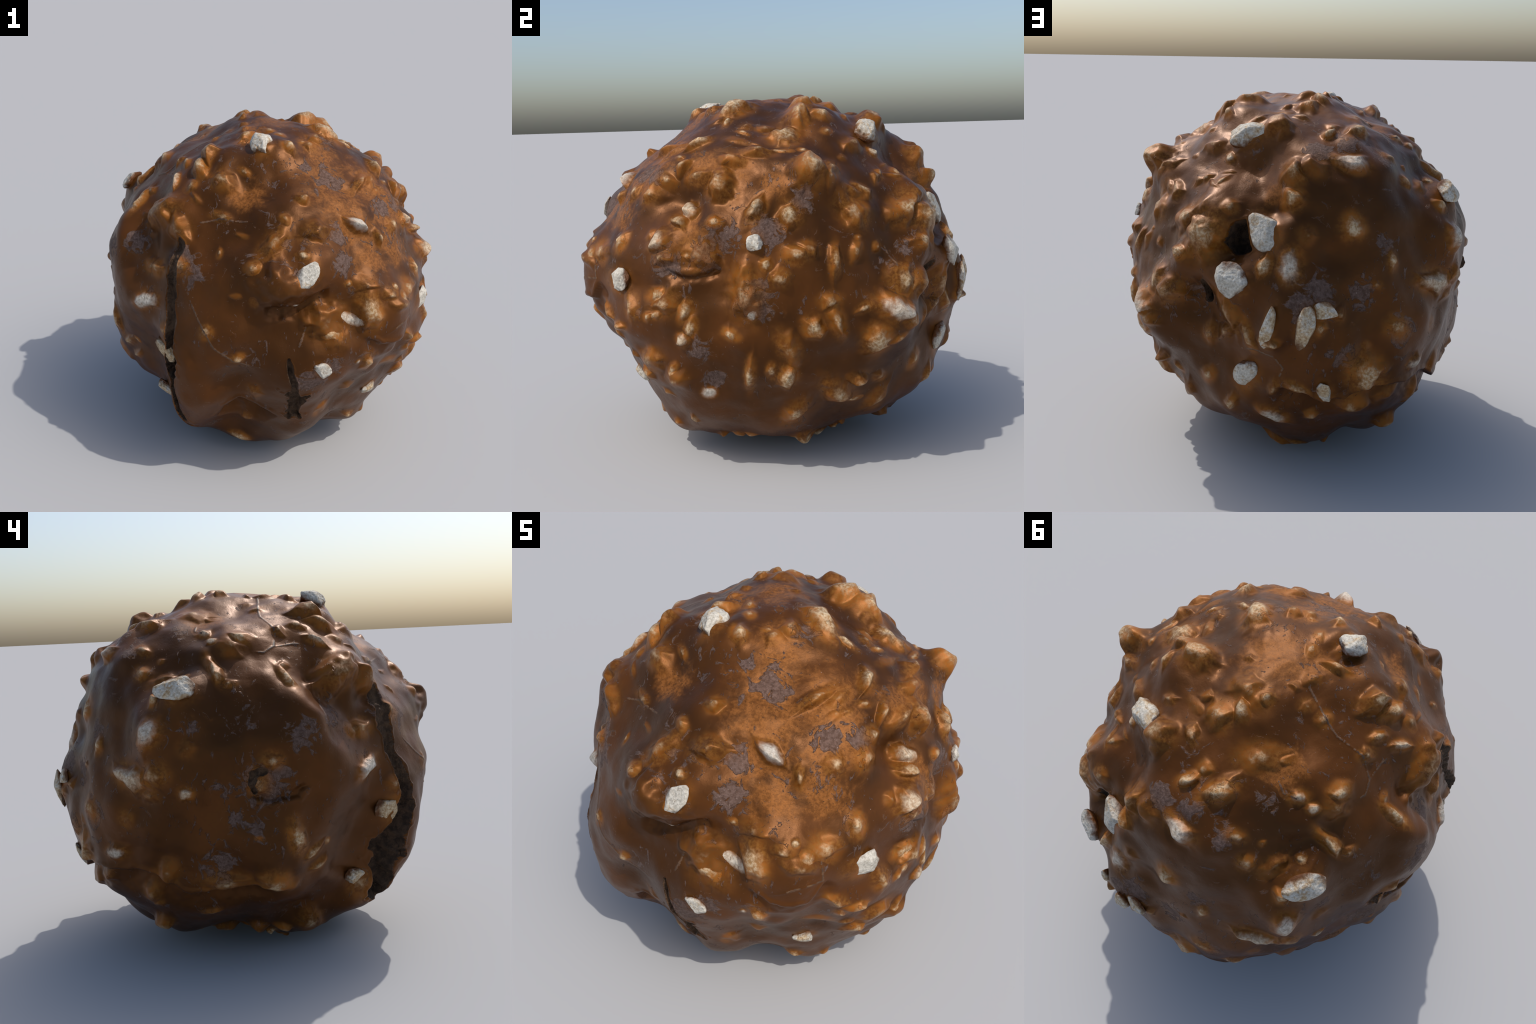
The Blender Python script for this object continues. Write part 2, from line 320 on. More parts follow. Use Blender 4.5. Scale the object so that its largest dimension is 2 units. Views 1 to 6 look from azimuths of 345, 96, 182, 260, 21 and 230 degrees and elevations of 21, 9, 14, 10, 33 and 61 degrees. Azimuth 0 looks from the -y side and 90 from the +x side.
coated(179.2, -28.4, length=0.160, width=0.117, turn=157, tone=0.60, height=0.030)
coated(-160.9, -50.1, length=0.170, width=0.094, turn=121, tone=0.45, height=0.030)
coated(-116.8, -50.2, length=0.102, width=0.055, turn=168, tone=0.80, height=0.020)
coated(-112.3, -39.4, length=0.056, width=0.047, turn=56, tone=0.50, height=0.020)
coated(-60.5, -44.8, length=0.090, width=0.051, turn=157, tone=0.70, height=0.030)
coated(-46.7, -46.8, length=0.053, width=0.047, turn=19, tone=0.70, height=0.020)
coated(-30.7, -41.7, length=0.067, width=0.031, turn=80, tone=0.80, height=0.020)
coated(10.6, -38.5, length=0.149, width=0.081, turn=57, tone=0.60, height=0.030)
coated(33.4, -37.6, length=0.088, width=0.029, turn=0, tone=0.60, height=0.010)
coated(44.6, -37.6, length=0.138, width=0.083, turn=54, tone=0.50, height=0.030)
coated(133.1, -45.1, length=0.107, width=0.073, turn=5, tone=0.60, height=0.040)
coated(156.1, -40.4, length=0.082, width=0.039, turn=5, tone=0.50, height=0.020)
coated(-172.8, -54.7, length=0.076, width=0.040, turn=168, tone=0.60, height=0.030)
coated(-32.9, -58.6, length=0.069, width=0.046, turn=38, tone=0.60, height=0.030)
coated(-11.4, -54.8, length=0.061, width=0.041, turn=7, tone=0.60, height=0.020)
coated(18.5, -58.1, length=0.111, width=0.090, turn=125, tone=0.70, height=0.050)
coated(83.6, -56.1, length=0.147, width=0.087, turn=161, tone=0.50, height=0.040)
coated(92.9, -54.0, length=0.110, width=0.034, turn=140, tone=0.60, height=0.020)
coated(153.2, -61.9, length=0.123, width=0.087, turn=178, tone=0.50, height=0.040)
coated(174.5, -57.1, length=0.087, width=0.070, turn=105, tone=0.50, height=0.040)


# ------------------------------------------------------------------ hollows, grooves, cracks, ledges, seams, broad dents
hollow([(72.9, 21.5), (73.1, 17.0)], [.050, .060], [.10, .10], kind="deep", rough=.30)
hollow([(-137.5, 25), (-138.2, 17), (-137.2, 6), (-135.2, -5)], [.032, .036, .034, .036], [.018, .024, .028, .042], rough=.45)
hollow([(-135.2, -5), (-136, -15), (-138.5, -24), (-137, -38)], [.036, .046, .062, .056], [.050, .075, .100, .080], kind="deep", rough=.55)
hollow([(-98.1, -6.5), (-97.4, -11), (-96.0, -15), (-95.6, -19), (-94.5, -24), (-93.4, -31)], [.012, .020, .016, .028, .034, .026], [.015, .032, .026, .040, .045, .035], rough=.75)
hollow([(62.8, 4.0), (62.2, -1)], [.032, .026], [.060, .045], rough=.35)
hollow([(176.5, 5.2), (173.2, 4.6), (172.4, 1.8), (173.4, -.8)], [.012, .017, .017, .012], [.010, .014, .014, .010], rough=.7)
ledge([(-124, -37), (-118, -27), (-113.3, -24.2), (-107.4, -28.4), (-99, -33)], .090, .18)
ledge([(-106, 10.4), (-101.7, 9.7), (-96.1, 10.2), (-91.2, 13.7), (-86, 15.5)], .040, .09)
ledge([(86, -22.0), (94.6, -24.7), (100, -28), (106.6, -25.5), (112.5, -22), (123.7, -22.6), (136, -23.5), (143, -26.8), (151, -31.5), (164, -30.2), (173, -29.6), (-176, -31)], .040, .16)
ledge([(-171, 1), (-174, -2.5), (178, -4), (171, -2)], .016, .05)
ledge([(-30, 9), (-24, 6.5), (-17, 7.5), (-13, 10.5)], .014, .06)
ledge([(-76, -1), (-69, -3.5), (-61, -3.5), (-56, 2)], .022, .09)
swell(167.5, 69.8, .16, -.025)
swell(79.6, 43.4, .12, -.040)
swell(-111.5, 43.6, .12, -.018)
seam([(-136.5, 31.5), (-131, 33.6), (-125.4, 35.5), (-117.7, 35.4), (-110.3, 35.5)])
seam([(-130, 9.1), (-125.6, 4.1), (-122.3, .8), (-120, -3.4), (-115, -7.1), (-110.5, -9.4), (-105.7, -10.6)])
seam([(-92.8, 3.7), (-93.9, .3), (-95.6, -3.8)])
seam([(-155, 77), (-163, 73), (-171, 67), (-173.5, 61), (-171, 54), (-170.5, 50.7), (-173.4, 45.5), (-178.7, 42.9), (175.7, 43.4)])
seam([(-172.9, 45.4), (-164.1, 45.9), (-161.1, 45.2)])
seam([(146.7, 56.7), (148.3, 53.3), (153.3, 51.2)])
seam([(73.5, -15.1), (79.9, -12.7), (85.6, -13.4), (88.3, -16.7), (86.8, -21.2)])
seam([(41.5, 13.9), (43.8, 7.9), (40.3, -.6)])
seam([(-74.6, -2.8), (-64.8, 1.6), (-57.9, 2.2), (-58.6, 7.9)])
swell(45, -72, .17, .046)
swell(-161, -5, .16, .008)
swell(-168, -17, .10, .010)
swell(48, -48, .16, .030)
swell(48, 66, .15, .024)
swell(-28, -41, .12, .018)
swell(0, -45, .12, .015)
swell(113, 81.4, .09, -.022)
swell(-2.9, 1, .07, -.014)
# broad bulges and dips of the coating between the nut pieces (longitude, latitude, radius, height)

swell(-68.1, 3.5, .14, .051)
swell(54.5, 10.0, .10, .050)
swell(-171.9, 25.8, .10, .049)
swell(-82.3, 5.4, .14, -.033)
swell(65.3, -0.3, .10, -.045)
swell(-124.2, -24.4, .10, .041)
swell(67.7, 24.8, .10, .039)
swell(-157.7, 23.7, .14, -.026)
swell(70.9, 13.6, .07, -.051)
swell(-113.1, -15.2, .10, -.035)
swell(-38.6, 2.3, .10, -.035)
swell(-15.4, 23.0, .10, .034)
swell(81.6, -15.8, .14, .024)
swell(81.8, 3.3, .10, -.033)
swell(-49.9, -50.2, .10, .032)
swell(26.2, 34.7, .10, .032)
swell(37.9, -12.6, .10, .032)
swell(-22.1, 5.9, .10, .031)
swell(146.6, 35.9, .10, -.031)
swell(139.9, 17.3, .10, .029)
swell(112.3, -14.1, .10, -.029)
swell(-101.6, 61.1, .10, .029)
swell(-145.5, 36.9, .10, .029)
swell(84.2, 28.8, .07, -.041)
swell(-105.0, 47.0, .10, -.028)
swell(-176.4, 14.1, .14, .020)
swell(-139.5, -25.3, .10, -.027)
swell(-112.2, -32.9, .10, -.027)
swell(-164.9, -60.8, .10, .027)
swell(-127.5, -33.9, .10, .026)
swell(-169.2, -47.4, .10, -.026)
swell(-26.3, 34.7, .10, .026)
swell(-125.0, 11.4, .10, -.026)
swell(-71.3, 14.2, .07, .036)
swell(-12.2, 11.9, .10, -.025)
swell(-100.7, 36.5, .14, .018)
swell(22.9, 25.2, .10, -.025)
swell(54.6, 30.1, .14, -.017)
swell(-128.5, -16.0, .10, .024)
swell(60.9, -11.4, .10, .024)
swell(150.9, 26.7, .10, .024)
swell(-55.0, -1.2, .10, -.023)
swell(-63.8, -4.4, .10, .025)
swell(92.8, 12.0, .07, -.032)
swell(-141.6, -11.2, .14, -.016)
swell(12.0, 37.1, .10, .022)
swell(7.6, 24.3, .10, -.022)
swell(153.0, 12.5, .10, -.022)
swell(144.2, 9.3, .10, .024)
swell(132.2, 16.9, .10, -.022)
swell(93.0, 32.5, .10, .022)
swell(179.3, 22.4, .10, -.022)
swell(96.0, 1.3, .10, .021)
swell(-114.1, 1.1, .10, .021)
swell(64.1, -22.5, .14, -.015)
swell(-159.0, 1.4, .10, .020)
swell(-142.2, 48.1, .10, -.020)
swell(67.2, -34.6, .10, .020)
swell(-142.4, 24.6, .07, -.028)
swell(-68.3, -15.6, .07, .028)
swell(-71.8, -47.8, .07, -.027)
swell(-97.8, -14.4, .14, .013)
swell(-143.6, 2.2, .10, -.018)
swell(91.5, -9.7, .07, -.026)
swell(85.0, -7.4, .07, .026)
swell(-173.5, -36.8, .10, .018)
swell(145.0, -26.7, .10, -.017)
swell(38.2, 26.1, .07, .025)
swell(3.4, 61.4, .10, -.017)
swell(110.2, -0.6, .10, -.017)
swell(-58.2, 9.4, .07, -.024)
swell(-49.4, 12.6, .10, .018)
swell(-38.4, 21.7, .14, -.013)
swell(104.6, -14.5, .10, .017)
swell(-22.3, -13.1, .14, .012)
swell(97.7, -60.2, .10, .017)
swell(-172.2, -12.8, .10, -.017)
swell(110.4, 18.5, .10, .017)
swell(-37.1, 48.3, .10, -.017)
swell(-113.9, 20.4, .10, .017)
swell(-58.4, -9.5, .07, -.024)
swell(168.3, 13.3, .10, .017)
swell(78.1, -48.2, .10, -.017)
swell(-139.0, 34.0, .07, .024)
swell(22.6, -13.4, .10, .016)
swell(-127.0, 25.5, .10, -.016)
swell(48.7, -23.3, .10, -.016)
swell(-41.6, 33.7, .10, .016)
swell(-132.3, 58.0, .10, .016)
swell(-166.5, 20.3, .07, .022)
swell(-161.0, 14.9, .07, -.022)
swell(112.8, 48.0, .07, .022)
swell(110.5, 40.3, .07, -.024)
swell(-83.8, -37.7, .14, .011)
swell(-89.8, 24.6, .10, .015)
swell(-86.6, 13.4, .07, -.022)
swell(123.1, -25.0, .10, .015)
swell(111.0, -38.4, .14, -.011)
swell(130.6, -48.1, .10, .015)
swell(-119.2, 50.0, .10, -.015)
swell(58.8, 2.1, .07, -.021)
swell(51.1, 1.7, .07, .022)
swell(-131.7, -5.2, .10, .015)
swell(-76.9, 0.3, .07, -.021)
swell(-26.5, 13.9, .07, .021)
swell(129.8, -7.7, .10, .015)
swell(158.4, 7.3, .14, -.010)
swell(-82.0, 48.8, .10, -.014)
swell(-79.3, -24.8, .10, -.014)
swell(3.1, 12.7, .07, -.020)
swell(78.8, 34.8, .07, -.020)
swell(165.3, 48.1, .07, .020)
swell(-90.0, 5.0, .10, .014)
swell(-99.9, -0.9, .10, -.015)
swell(-51.5, 26.9, .10, -.014)
swell(-117.6, -27.0, .14, -.010)
swell(-63.5, 35.6, .10, .014)
swell(-32.0, -0.0, .07, -.019)
swell(30.5, 25.6, .07, -.019)
swell(101.6, 15.2, .07, -.019)
swell(175.6, -24.9, .10, .013)
swell(-9.1, 1.2, .07, -.019)
swell(-1.2, 20.9, .10, .013)
swell(-39.9, -19.6, .10, -.013)
swell(85.9, -24.2, .07, .018)
swell(161.9, 36.9, .07, -.018)
swell(-43.4, -54.0, .07, -.018)
swell(156.5, 43.5, .07, .018)
swell(85.5, 59.2, .07, .018)
swell(-145.1, -41.8, .07, .017)
swell(-152.7, -42.4, .10, -.013)
swell(145.6, 60.1, .10, -.012)
swell(178.0, 0.2, .10, -.012)
swell(115.3, -49.3, .07, -.017)
swell(-28.5, 28.2, .07, -.017)
swell(54.3, -9.0, .10, .012)
swell(-55.2, -20.5, .07, -.017)
swell(-166.0, -67.1, .07, -.017)
swell(22.4, -34.1, .10, -.012)
swell(-7.0, -12.2, .07, .017)
swell(-11.5, -23.8, .10, -.012)
swell(85.1, 11.6, .07, -.017)
swell(157.0, -35.4, .10, .012)
swell(-77.9, 16.7, .10, -.012)
swell(-122.4, 72.0, .14, -.008)
swell(147.9, 74.3, .10, .011)
swell(74.3, 22.3, .07, .016)
swell(-64.8, 11.8, .07, .016)
swell(103.0, 75.7, .14, -.008)
swell(138.6, -4.5, .10, -.011)
swell(-82.5, -13.5, .07, .016)
swell(145.5, 32.5, .10, -.011)
swell(-26.8, -24.7, .07, .016)
swell(38.0, 6.4, .10, -.011)
swell(-162.0, 32.6, .07, -.016)
swell(-131.8, -24.8, .07, .016)
swell(-100.9, 15.4, .07, -.016)
swell(-152.4, -0.9, .07, .015)
swell(-56.5, -46.6, .07, .015)
swell(-64.1, -47.2, .07, -.017)
swell(18.6, 34.3, .07, .015)
swell(-44.2, -11.5, .10, .010)
swell(-67.8, 46.0, .07, -.015)
swell(88.3, 0.9, .07, .015)
swell(79.5, -2.2, .07, -.015)
swell(111.2, -17.0, .07, -.015)
swell(-117.0, 59.5, .07, .015)
swell(34.8, 17.2, .10, .010)
swell(124.7, 37.8, .07, .015)
swell(173.2, -57.8, .07, .014)
swell(29.6, 45.5, .10, -.010)
swell(15.4, 48.4, .07, .015)
swell(-146.2, -45.7, .07, .014)
swell(64.4, 16.0, .07, -.014)
swell(-103.4, -29.2, .10, .010)
swell(-144.4, 40.5, .07, -.014)
swell(9.9, 56.8, .07, -.014)
swell(89.6, 23.1, .07, .014)
swell(-171.7, 49.9, .07, -.014)
swell(-155.3, 55.8, .14, .007)
swell(157.1, -14.5, .14, -.007)
swell(-167.0, -39.8, .07, .013)
swell(-36.7, -31.4, .10, -.009)
swell(61.2, 27.4, .07, .013)
swell(-11.0, 35.7, .10, -.009)
swell(72.8, -19.1, .07, -.013)
swell(10.4, -25.5, .10, .009)
swell(45.5, -12.2, .07, .013)
swell(-136.3, -37.7, .07, .013)
swell(67.6, 5.2, .07, .013)

# the underside, which rests on the ground, is unseen; its nut pieces are made up
for _ in range(34):
    lon, lat = rng.uniform(-180, 180), -90 + 34 * math.sqrt(rng.uniform(0, 1))
    if lat > -58 and rng.uniform() < .5:
        continue
    s = rng.uniform(.045, .10)
    coated(lon, lat, s, s * rng.uniform(.45, .95), rng.uniform(0, 180), rng.uniform(.4, .85), rng.uniform(.012, .035))


# ------------------------------------------------------------------ small maths helpers
def direction(lon, lat):
    lo, la = math.radians(lon), math.radians(lat)
    return np.array([math.cos(la) * math.cos(lo), math.cos(la) * math.sin(lo), math.sin(la)])


def smooth(lo, hi, x):
    t = np.clip((x - lo) / (hi - lo), 0, 1)
    return t * t * (3 - 2 * t)


def softplus(x, w):
    return w * np.logaddexp(0, x / w)


def perlin(P, seed=0):
    """Gradient noise on an (n, 3) array of points, about -1 to 1."""
    base = np.floor(P).astype(np.int64)
    f = P - base
    u = f * f * f * (f * (f * 6 - 15) + 10)
    out = np.zeros(len(P))
    for dx in (0, 1):
        for dy in (0, 1):
            for dz in (0, 1):
                c = base + np.array([dx, dy, dz])
                h = (c[:, 0] * 374761393 + c[:, 1] * 668265263 + c[:, 2] * 2147483647 + seed * 974711) & 0xFFFFFFFF
                h = ((h ^ (h >> 13)) * 1274126177) & 0xFFFFFFFF
                h = h ^ (h >> 16)
                ang = (h & 0xFFFF) * (2 * math.pi / 65536)
                zz = ((h >> 16) & 0xFFFF) / 32768.0 - 1
                rr = np.sqrt(np.maximum(0, 1 - zz * zz))
                g = rr * np.cos(ang) * (f[:, 0] - dx) + rr * np.sin(ang) * (f[:, 1] - dy) + zz * (f[:, 2] - dz)
                w = (u[:, 0] if dx else 1 - u[:, 0]) * (u[:, 1] if dy else 1 - u[:, 1]) * (u[:, 2] if dz else 1 - u[:, 2])
                out += w * g
    return out * 1.5


def core_radius(D):
    """Bicubic interpolation of the rings over the sphere of directions D."""
    grid = np.array([r for _, r in sorted(RINGS)])
    n = grid.shape[1]
    over = lambda row: np.roll(row, n // 2)
    grid = np.vstack([over(grid[0]), np.full(n, BOTTOM), grid, np.full(n, TOP), over(grid[-1])])
    y = (np.degrees(np.arcsin(np.clip(D[:, 2], -1, 1))) + 90) / 12 + 1
    x = (np.degrees(np.arctan2(D[:, 1], D[:, 0])) % 360) / (360 / n)
    iy = np.clip(np.floor(y).astype(int), 1, len(grid) - 3)
    ix = np.floor(x).astype(int)
    weights = lambda t: ((-t ** 3 + 2 * t ** 2 - t) / 2, (3 * t ** 3 - 5 * t ** 2 + 2) / 2, (-3 * t ** 3 + 4 * t ** 2 + t) / 2, (t ** 3 - t ** 2) / 2)
    wy, wx = weights(y - iy), weights(x - ix)
    return sum(wy[j] * wx[i] * grid[iy - 1 + j, (ix - 1 + i) % n] for j in range(4) for i in range(4))


def swells(D):
    out = np.zeros(len(D))
    for lon, lat, radius, height in SWELLS:
        d = np.linalg.norm(D - direction(lon, lat), axis=1) * .93 / radius
        out += height * np.exp(-d * d * 1.2)
    return out


def along(D, path, values):
    """Distance of every direction to a path on the sphere, the value interpolated along it and the side it lies on."""
    pts = [direction(*p) for p in path]
    best, val, side = np.full(len(D), 9.0), np.full(len(D), float(values[0])), np.zeros(len(D))
    if len(pts) == 1:
        return np.linalg.norm(D - pts[0], axis=1) * .93, val, side
    for k, (a, b) in enumerate(zip(pts, pts[1:])):
        ab = b - a
        t = np.clip((D - a) @ ab / (ab @ ab), 0, 1)
        d = np.linalg.norm(D - (a + t[:, None] * ab), axis=1) * .93
        m = d < best
        best[m] = d[m]
        val[m] = (values[k] * (1 - t) + values[k + 1] * t)[m]
        side[m] = ((D - a) @ np.cross(a, ab))[m]
    return best, val, side


# ------------------------------------------------------------------ the ball as one surface
bm = bmesh.new()
bmesh.ops.create_icosphere(bm, subdivisions=9, radius=1.0)
ball = bpy.data.meshes.new("ball")
bm.to_mesh(ball)
bm.free()
nv, nf = len(ball.vertices), len(ball.polygons)
D = np.empty(nv * 3, np.float32)
ball.vertices.foreach_get("co", D)
D = D.reshape(-1, 3).astype(np.float64)
D /= np.linalg.norm(D, axis=1)[:, None]
tris = np.empty(nf * 3, np.int32)
ball.polygons.foreach_get("vertices", tris)
tris = tris.reshape(-1, 3)
bpy.data.meshes.remove(ball)

core = core_radius(D) + swells(D)
relief = .009 * perlin(D * 4.2, 1) + .010 * perlin(D * 8, 2) + .0012 * perlin(D * 21, 3)
wobble = perlin(D * 14, 5) + .6 * perlin(D * 31, 6)
grain = np.zeros(nv)

cut = np.zeros(nv)
hollow_of = np.full(nv, -1)
for i, (path, widths, depths, kind, rough) in enumerate(HOLLOWS):
    near, w, _ = along(D, path, widths)
    _, depth, _ = along(D, path, depths)
    t = near / w * (1 + rough * wobble)
    f = 1 - smooth(.62, 1.02, t)
    deeper = depth * f > np.maximum(cut, .12 * depth)
    hollow_of[deeper] = i
    cut = np.maximum(cut, depth * f)
    rim = np.exp(-((t - 1.12) / .16) ** 2)
    grain += .004 * rim
    grain += f * (.008 * perlin(D * 26, 8) + .004 * perlin(D * 60, 9))
for path, depth, reach, ramp in LEDGES:
    near, taper, side = along(D, path, [0] + [1] * (len(path) - 2) + [0])
    signed = np.where(side < 0, near, -near) + .010 * wobble * (near < reach)
    step = smooth(-.004, ramp, signed) * (1 - smooth(ramp, reach, signed))
    ends = smooth(0, .5, taper)
    cut += depth * step * ends
    grain += .006 * np.exp(-((signed + .012) / .012) ** 2) * ends

# fine raised seams where the coating has run and set
seam_near = np.full(nv, 9.0)
for path in SEAMS:
    near, taper, _ = along(D, path, [0] + [1] * (len(path) - 2) + [0])
    seam_near = np.minimum(seam_near, (near + .0035 * np.abs(wobble)) / (.35 + .65 * smooth(0, .6, taper)))
grain += .0028 * np.exp(-(seam_near / .005) ** 2)

# nut pieces: each is a small faceted hill, rounded where the coating runs over it
hill = np.zeros(nv)
nut_of, nut_near = np.full(nv, -1), np.full(nv, 2.3)
for i, n in enumerate(NUTS):
    d = direction(n["lon"], n["lat"])
    east = np.cross([0, 0, 1], d)
    east /= np.linalg.norm(east)
    north = np.cross(d, east)
    c, s = math.cos(math.radians(n["turn"])), math.sin(math.radians(n["turn"]))
    u, v = c * east + s * north, c * north - s * east
    n["frame"] = (u, v, d)
    r = float(core_radius(d[None])[0] + swells(d[None])[0])
    n["foot"] = CENTRE + d * r
    n["rise"] = n["h"] * (.65 + .45 * min(1, n["h"] / .05))
    n["a"], n["b"] = n["a"] * 1.08, n["b"] * 1.12
    idx = np.nonzero(D @ d > math.cos(min(1.2, 2.7 * n["a"] / r + .02)))[0]
    L = D[idx] * r
    q = np.stack([L @ u / n["a"], L @ v / n["b"]], 1)
    q += .24 * np.stack([perlin(D[idx] * 19 + i, 11), perlin(D[idx] * 19 - i, 12)], 1)
    sides = rng.integers(5, 8)
    turns = (np.arange(sides) + rng.uniform(-.32, .32, sides)) * 2 * math.pi / sides + rng.uniform(0, 6)
    planes = [1 + q @ rng.uniform(-.45, .45, 2)]
    for t in turns:
        reach, steep = rng.uniform(.78, 1.38), rng.uniform(1.0, 2.4)
        planes.append(steep * (1 - q @ np.array([math.cos(t), math.sin(t)]) / reach))
    z = -.13 * np.log(sum(np.exp(-np.clip(p, -30, 30) / .13) for p in planes))
    z = softplus(z, .20)
    height = n["rise"] * (.30 if n["bare"] else 1.0)
    hill[idx] = np.maximum(hill[idx], height * z)
    dist = np.hypot(q[:, 0], q[:, 1])
    m = dist < nut_near[idx]
    nut_near[idx[m]] = dist[m]
    nut_of[idx[m]] = i

radius = core + relief + grain + hill - cut
V = CENTRE + D * radius[:, None]

# vertex normals of the whole ball, shared by all its parts so that no seam shows
fn = np.cross(V[tris[:, 1]] - V[tris[:, 0]], V[tris[:, 2]] - V[tris[:, 0]])
N = np.zeros_like(V)
for k in range(3):
    for ax in range(3):
        N[:, ax] += np.bincount(tris[:, k], fn[:, ax], nv)
N /= np.linalg.norm(N, axis=1)[:, None]

# ------------------------------------------------------------------ materials
def node(nt, kind, **inputs):
    n = nt.nodes.new(kind)
    for k, v in inputs.items():
        if k in ("operation", "blend_type", "data_type", "noise_dimensions", "feature", "attribute_type", "attribute_name", "interpolation_type", "clamp"):
            setattr(n, k, v)
    return n


def put(nt, sock, value):
    if isinstance(value, bpy.types.NodeSocket):
        nt.links.new(value, sock)
    elif value is not None:
        sock.default_value = value


def math_node(nt, op, a, b=None, c=None, clamp=False):
    n = nt.nodes.new("ShaderNodeMath")
    n.operation, n.use_clamp = op, clamp
    for s, v in zip(n.inputs, (a, b, c)):
        put(nt, s, v)
    return n.outputs[0]


def ramp(nt, x, lo, hi, a=0.0, b=1.0):
    n = nt.nodes.new("ShaderNodeMapRange")
    n.interpolation_type = "SMOOTHSTEP"
    for s, v in zip(n.inputs, (x, lo, hi, a, b)):
        put(nt, s, v)
    return n.outputs[0]


def mix(nt, f, a, b):
    n = nt.nodes.new("ShaderNodeMix")
    n.data_type = "RGBA"
    put(nt, n.inputs["Factor"], f)
    put(nt, n.inputs[6], a)
    put(nt, n.inputs[7], b)
    return n.outputs[2]


def noise(nt, pos, scale, detail=3, rough=.55, distortion=0):
    n = nt.nodes.new("ShaderNodeTexNoise")
    put(nt, n.inputs["Vector"], pos)
    for k, v in (("Scale", scale), ("Detail", detail), ("Roughness", rough), ("Distortion", distortion)):
        n.inputs[k].default_value = v
    return n.outputs["Fac"]


def spots(nt, pos, places):
    """Soft round patches about points of the ball: (longitude, latitude, radius)."""
    total = None
    for lon, lat, radius in places:
        d = direction(lon, lat)
        n = nt.nodes.new("ShaderNodeVectorMath")
        n.operation = "DISTANCE"
        put(nt, n.inputs[0], pos)
        n.inputs[1].default_value = CENTRE + d * float(core_radius(d[None])[0])
        m = nt.nodes.new("ShaderNodeMapRange")
        for s, v in zip(m.inputs, (n.outputs["Value"], radius * 1.5, radius * .35, 0, 1)):
            put(nt, s, v)
        total = m.outputs[0] if total is None else math_node(nt, "MAXIMUM", total, m.outputs[0])
    return total


def rgb(r, g, b):
    return (r, g, b, 1)


TAN_ZONES = [(-70.7, 62, .13), (-73, 50, .16), (-72, 40, .16), (-52, 45, .16), (-75, 30, .12), (-52, 33, .14), (-70, 22, .10), (-57, 24, .13),
             (-23, 39.6, .11), (-8, 40, .10), (5, 34, .08), (-22, 19, .09), (-86, 86, .15), (-125, 76, .10), (-115, 45, .10), (150, 60, .10), (85, 33, .08)]
BLOOM_ZONES = [(14.4, 29, .06), (2, 19.6, .09), (-10, 18, .08), (-1.5, -1.4, .09), (-18, -14.5, .08), (-16.6, -25.8, .06),
               (97.5, 6.3, .08), (92, 2, .07), (111, 4, .07), (119, 17.7, .07), (121.5, -7, .07), (104, -13, .06), (98, 44.8, .05),
               (-172, 14, .08), (164, 1.3, .06), (167, -9, .06), (173.5, -12, .07), (156, 17, .05), (163, -22.7, .08),
               (-74, 51, .08), (-54.6, 35.6, .07), (-44.6, 35, .06), (-81, 21.4, .07), (-84.6, 55.5, .04), (-54, 66.6, .06), (-79, 30, .05),
               (-129.5, 16, .06), (-160, 21, .08), (-82, 21, .06), (-81, 30, .04), (100, 45, .06), (111, 46, .06), (142, 52, .05), (125, 42, .05),
               (-17.6, 11.4, .08), (-28, 10, .07), (176, 2, .12), (-91.5, -12, .08), (-86, -9, .06), (-66, 3, .05), (-150, 5, .06), (40, 10, .06), (48, 12, .05), (-137, 20, .07)]


